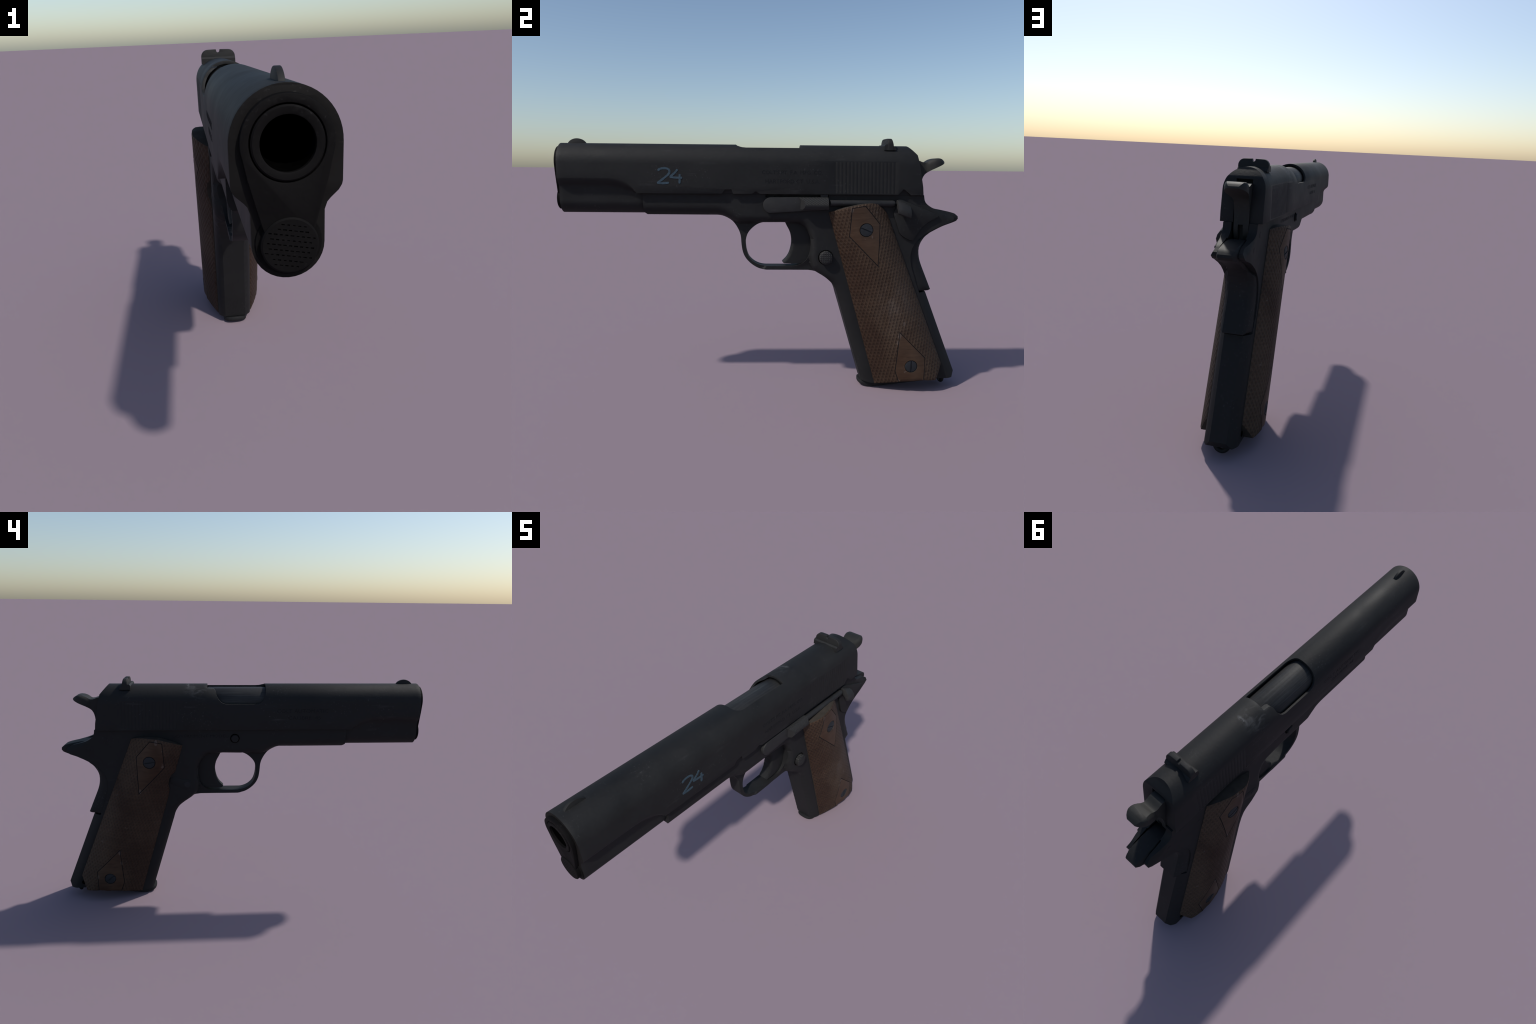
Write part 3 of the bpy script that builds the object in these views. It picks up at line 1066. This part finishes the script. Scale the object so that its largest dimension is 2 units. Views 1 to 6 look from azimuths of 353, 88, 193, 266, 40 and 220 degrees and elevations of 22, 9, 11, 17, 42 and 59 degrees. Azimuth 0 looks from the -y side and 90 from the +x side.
# --------------------------------------------------------------------------
# controls on the left side
# --------------------------------------------------------------------------
stop_front = circle(0.0365, 0.9385, 0.0385, 18, math.radians(98), math.radians(262), True)
stop = prism("slide_stop", stop_front + [(0.100, 0.9045), (0.200, 0.9115), (0.316, 0.9190), (0.3130, 0.9775), (0.20, 0.9785)], 0.060, 0.0940, "x", M_WORN, rim=0.003)
def build_thumb_pad():
    bm = bmesh.new()
    # section across (x, z) swept along y; the front end slopes back into the lever
    prof = [(0.070, 0.9180), (0.112, 0.9195), (0.1200, 0.9300), (0.1225, 0.9420), (0.1180, 0.9600), (0.1060, 0.9745), (0.094, 0.9785), (0.070, 0.9785)]
    rings = []
    for y, pinch in ((0.166, 1.0), (0.315, 0.0)):
        ring = []
        for x, z in prof:
            out = (x - 0.070) / 0.0525
            yy = y + (0.034 * max(0.0, (x - 0.092) / 0.030) * (1.0 if z < 0.965 else 0.45) if pinch else -0.003 * (z - 0.92) / 0.06)
            ring.append(bm.verts.new((x, yy, z)))
        rings.append(ring)
    n = len(prof)
    bm.faces.new(rings[0]); bm.faces.new(rings[1][::-1])
    top = []
    for i in range(n):
        f = bm.faces.new((rings[0][i], rings[0][(i + 1) % n], rings[1][(i + 1) % n], rings[1][i]))
        if i in (3, 4, 5):
            top.append(f)
    bm.faces.index_update()
    for f in top:
        f.material_index = 1
    ob = add("thumb_pad", bm_mesh(bm, "thumb_pad"), None, stop, 0)
    ob.data.materials.append(M_WORN)
    ob.data.materials.append(M_KNURL)
    shade(ob, 30)
build_thumb_pad()
box("stop_tab", (0.055, 0.0900), (0.276, 0.312), (0.9770, 0.9905), mat=M_WORN, parent=stop, rim=0.001)
pin = lathe("pivot_pin", [(-0.070, 0.0), (-0.070, 0.0205), (-0.0870, 0.0205), (-0.0905, 0.0175), (-0.0915, 0.0)], (0, 0.0335, 0.9410), "x", 30, M_FRAME, stop)
lathe("pin_dark_ring", [(-0.070, 0.0205), (-0.0784, 0.0205), (-0.0784, 0.0255), (-0.070, 0.0255)], (0, 0.0335, 0.9410), "x", 30, M_DARK, stop)

tube = lathe("plunger_tube", [(0.322, 0.0), (0.322, 0.0130), (0.324, 0.0152), (0.628, 0.0152), (0.638, 0.0115), (0.641, 0.0)], (0.0905, 0, 0.9505), "y", 24, M_WORN)
lathe("plunger_pin", [(0.636, 0.0), (0.636, 0.0060), (0.656, 0.0045), (0.656, 0.0)], (0.0905, 0, 0.9505), "y", 14, M_FRAME, tube)
box("tube_rib", (0.070, 0.092), (0.324, 0.630), (0.939, 0.962), mat=M_FRAME, parent=tube)

# thumb safety: thin plate behind the grip with a shelf to push on
SAFE = [(0.650, 0.9620), (0.659, 0.9720), (0.672, 0.9700), (0.726, 0.9480), (0.800, 0.9190), (0.8580, 0.8960), (0.8600, 0.8900), (0.8550, 0.8830), (0.812, 0.8610), (0.782, 0.8360),
        (0.757, 0.8010), (0.7385, 0.7680), (0.718, 0.7720), (0.691, 0.7860), (0.676, 0.7980), (0.667, 0.8120), (0.636, 0.9010), (0.646, 0.925)]
safe = prism("thumb_safety", SAFE, 0.070, 0.0885, "x", M_FRAME, rim=0.0025)
def build_shelf():
    prof = [(0.080, 0.9690), (0.098, 0.9730), (0.117, 0.9650), (0.1310, 0.9470), (0.1365, 0.9280), (0.1330, 0.9100), (0.1240, 0.9050), (0.1090, 0.9260), (0.095, 0.9360), (0.080, 0.9380)]
    bm = bmesh.new()
    rings = []
    for y, dz in ((0.6480, 0.0), (0.7080, -0.0230)):
        ring = []
        for i, (x, z) in enumerate(prof):
            back = 0.004 * (1 if y > 0.7 else 0.4) * max(0.0, (x - 0.10) / 0.03)
            ring.append(bm.verts.new((x, y + (back if y > 0.7 else 0), z + dz - 0.004)))
        rings.append(ring)
    n = len(prof)
    bm.faces.new(rings[0]); bm.faces.new(rings[1][::-1])
    for i in range(n):
        bm.faces.new((rings[0][i], rings[0][(i + 1) % n], rings[1][(i + 1) % n], rings[1][i]))
    ob = add("safety_shelf", bm_mesh(bm, "safety_shelf"), M_WORN, safe, 0)
    bevel(ob, 0.002, 2)
    shade(ob, 40)
build_shelf()

# magazine catch: checkered button on the left, flush tongue on the right
rel = lathe("magazine_release", [(0.060, 0.0), (0.060, 0.0335), (0.0960, 0.0335), (0.0995, 0.0300), (0.1010, 0.0200), (0.1015, 0.0)], (0, 0.3100, 0.6815), "x", 36, M_GRID)
lathe("release_dark_ring", [(0.060, 0.0336), (0.0788, 0.0336), (0.0788, 0.0375), (0.060, 0.0375)], (0, 0.3100, 0.6815), "x", 36, M_DARK, rel)
bean = [(0.272, 0.681), (0.276, 0.662), (0.290, 0.6500), (0.308, 0.6490), (0.330, 0.6570), (0.352, 0.6690), (0.376, 0.6790), (0.392, 0.6930), (0.394, 0.7080),
        (0.385, 0.7200), (0.362, 0.7240), (0.340, 0.7150), (0.318, 0.7100), (0.295, 0.7080), (0.279, 0.6980)]
bean = smooth_line(bean + bean[:1], 0.006)[:-1]
prism("catch_tongue", bean, -0.070, -0.0795, "x", M_FRAME, rel, rim=0.0012)
lathe("catch_screw", [(-0.070, 0.0), (-0.070, 0.0165), (-0.0802, 0.0165), (-0.0806, 0.0150), (-0.0806, 0.0)], (0, 0.2985, 0.6790), "x", 26, M_RING, rel)

# small pins visible on the right side
for (py, pz), r in (((0.7360, 0.9390), 0.0150), ((0.8230, 0.8850), 0.0130), ((0.6450, 0.8790), 0.0085)):
    lathe("cross_pin", [(-0.060, 0.0), (-0.060, r), (-0.0786, r), (-0.0790, r * 0.85), (-0.0790, 0.0)], (0, py, pz), "x", 24, M_FRAME)
lathe("housing_pin", [(-0.076, 0.0), (-0.076, 0.0125), (-0.0788, 0.0125), (-0.0795, 0.010), (-0.0795, 0.0)], (0, 0.9090, 0.0880), "x", 22, M_DARK)

# --------------------------------------------------------------------------
# magazine base, lanyard loop
# --------------------------------------------------------------------------
plan = smooth_line([(-0.0560, 0.590), (-0.0545, 0.545), (-0.046, 0.518), (-0.028, 0.5050), (0.0, 0.5015), (0.028, 0.5050), (0.046, 0.518), (0.0545, 0.545), (0.0560, 0.590)], 0.01) + \
       [(0.0560, 0.890), (-0.0560, 0.890)]
base = prism("magazine_base", plan, 0.0, 0.024, "z", M_FRAME, rim=0.004)
for v in base.data.vertices:
    lift = max(0.0, v.co.y - 0.575) * 0.115
    toe = max(0.0, 0.545 - v.co.y) * 0.30
    v.co.z += lift + (toe if v.co.z < 0.012 else toe * 0.7)
shade(base, 40)

bm = bmesh.new()
loop = []
N, K = 26, 12
for i in range(N + 1):
    a = math.pi + math.pi * i / N
    c = Vector((0.0300 * math.cos(a), 0.9450, 0.0435 + 0.0300 * math.sin(a)))
    rad = Vector((math.cos(a), 0, math.sin(a)))
    loop.append([bm.verts.new(c + (rad * math.cos(b) + Vector((0, 1, 0)) * math.sin(b)) * 0.0105) for b in [2 * math.pi * j / K for j in range(K)]])
for A, B in zip(loop, loop[1:]):
    for j in range(K):
        bm.faces.new((A[j], A[(j + 1) % K], B[(j + 1) % K], B[j]))
bm.faces.new(loop[0]); bm.faces.new(loop[-1][::-1])
ends = [r for r in (loop[0], loop[-1])]
for r in ends:
    for v in r:
        v.co.z += 0.012
add("lanyard_loop", bm_mesh(bm, "lanyard_loop"), M_FRAME)

# --------------------------------------------------------------------------
# markings
# --------------------------------------------------------------------------
def stroke(path, r, x):
    """flat brush stroke: a ribbon of paint following a path in (y,z)"""
    P = [np.array(p) for p in smooth_line(path, 0.004)]
    bm_pts = []
    for i, p in enumerate(P):
        a, b = P[max(i - 1, 0)], P[min(i + 1, len(P) - 1)]
        t = (b - a) / (np.linalg.norm(b - a) + 1e-9)
        n = np.array([-t[1], t[0]])
        rr = r * (0.85 + 0.3 * RNG.random()) * (0.65 if i in (0, len(P) - 1) else 1)
        bm_pts.append((p + n * rr, p - n * rr))
    return bm_pts


def build_number():
    bm = bmesh.new()
    x0, x1 = HW - 0.001, HW + 0.0009
    for path in ([(-0.503, 1.099), (-0.492, 1.108), (-0.466, 1.111), (-0.449, 1.102), (-0.451, 1.086), (-0.475, 1.064), (-0.507, 1.041)],
                 [(-0.507, 1.0415), (-0.480, 1.0405), (-0.451, 1.0425)],
                 [(-0.410, 1.106), (-0.421, 1.092), (-0.447, 1.0700)],
                 [(-0.447, 1.0695), (-0.418, 1.0670), (-0.388, 1.0665)],
                 [(-0.400, 1.084), (-0.400, 1.062), (-0.402, 1.039)]):
        rib = stroke(path, 0.0050, x1)
        prev = None
        for a, b in rib:
            row = [bm.verts.new((x0, *a)), bm.verts.new((x1, *a)), bm.verts.new((x1, *b)), bm.verts.new((x0, *b))]
            if prev:
                for j in range(4):
                    bm.faces.new((prev[j], prev[(j + 1) % 4], row[(j + 1) % 4], row[j]))
            else:
                bm.faces.new(row)
            prev = row
        bm.faces.new(prev[::-1])
        x1 += 0.00012
    add("painted_number", bm_mesh(bm, "painted_number"), M_PAINT, SLIDE, 30)


build_number()


def lettering(name, text, y, z, length, height, side, surface, parent):
    cu = bpy.data.curves.new(name, "FONT")
    cu.body = text
    cu.align_x = "CENTER"
    cu.align_y = "CENTER"
    cu.extrude = 0.0008
    cu.resolution_u = 2
    tmp = bpy.data.objects.new("tmp", cu)
    bpy.context.scene.collection.objects.link(tmp)
    dg = bpy.context.evaluated_depsgraph_get()
    dg.update()
    me = bpy.data.meshes.new_from_object(tmp.evaluated_get(dg), depsgraph=dg)
    bpy.data.objects.remove(tmp, do_unlink=True)
    bpy.data.curves.remove(cu)
    V = np.array([tuple(v.co) for v in me.vertices])
    lo, hi = V.min(0), V.max(0)
    for v in me.vertices:
        u = (v.co.x - (lo[0] + hi[0]) / 2) / (hi[0] - lo[0]) * length
        w = (v.co.y - (lo[1] + hi[1]) / 2) / (hi[1] - lo[1]) * height
        d = v.co.z
        v.co = (side * (surface + d - 0.0002), y + side * u, z + w)
    me.update()
    return add(name, me, M_LETTER, parent, 0)


lettering("engraved_lettering", "COLT'S PT. F.A. MFG. CO.", 0.137, 1.0965, 0.292, 0.0185, 1, HW, SLIDE)
lettering("engraved_lettering", "HARTFORD CT. U.S.A.", 0.139, 1.0535, 0.262, 0.0185, 1, HW, SLIDE)
lettering("engraved_lettering", "COLT AUTOMATIC", -0.332, 1.0945, 0.278, 0.0215, -1, HW, SLIDE)
lettering("engraved_lettering", "CALIBRE .45", -0.343, 1.0570, 0.176, 0.0185, -1, HW, SLIDE)
frame_ob = bpy.data.objects["frame"]
lettering("engraved_lettering", "GOVERNMENT MODEL", 0.222, 0.9555, 0.300, 0.0170, -1, FW, frame_ob)
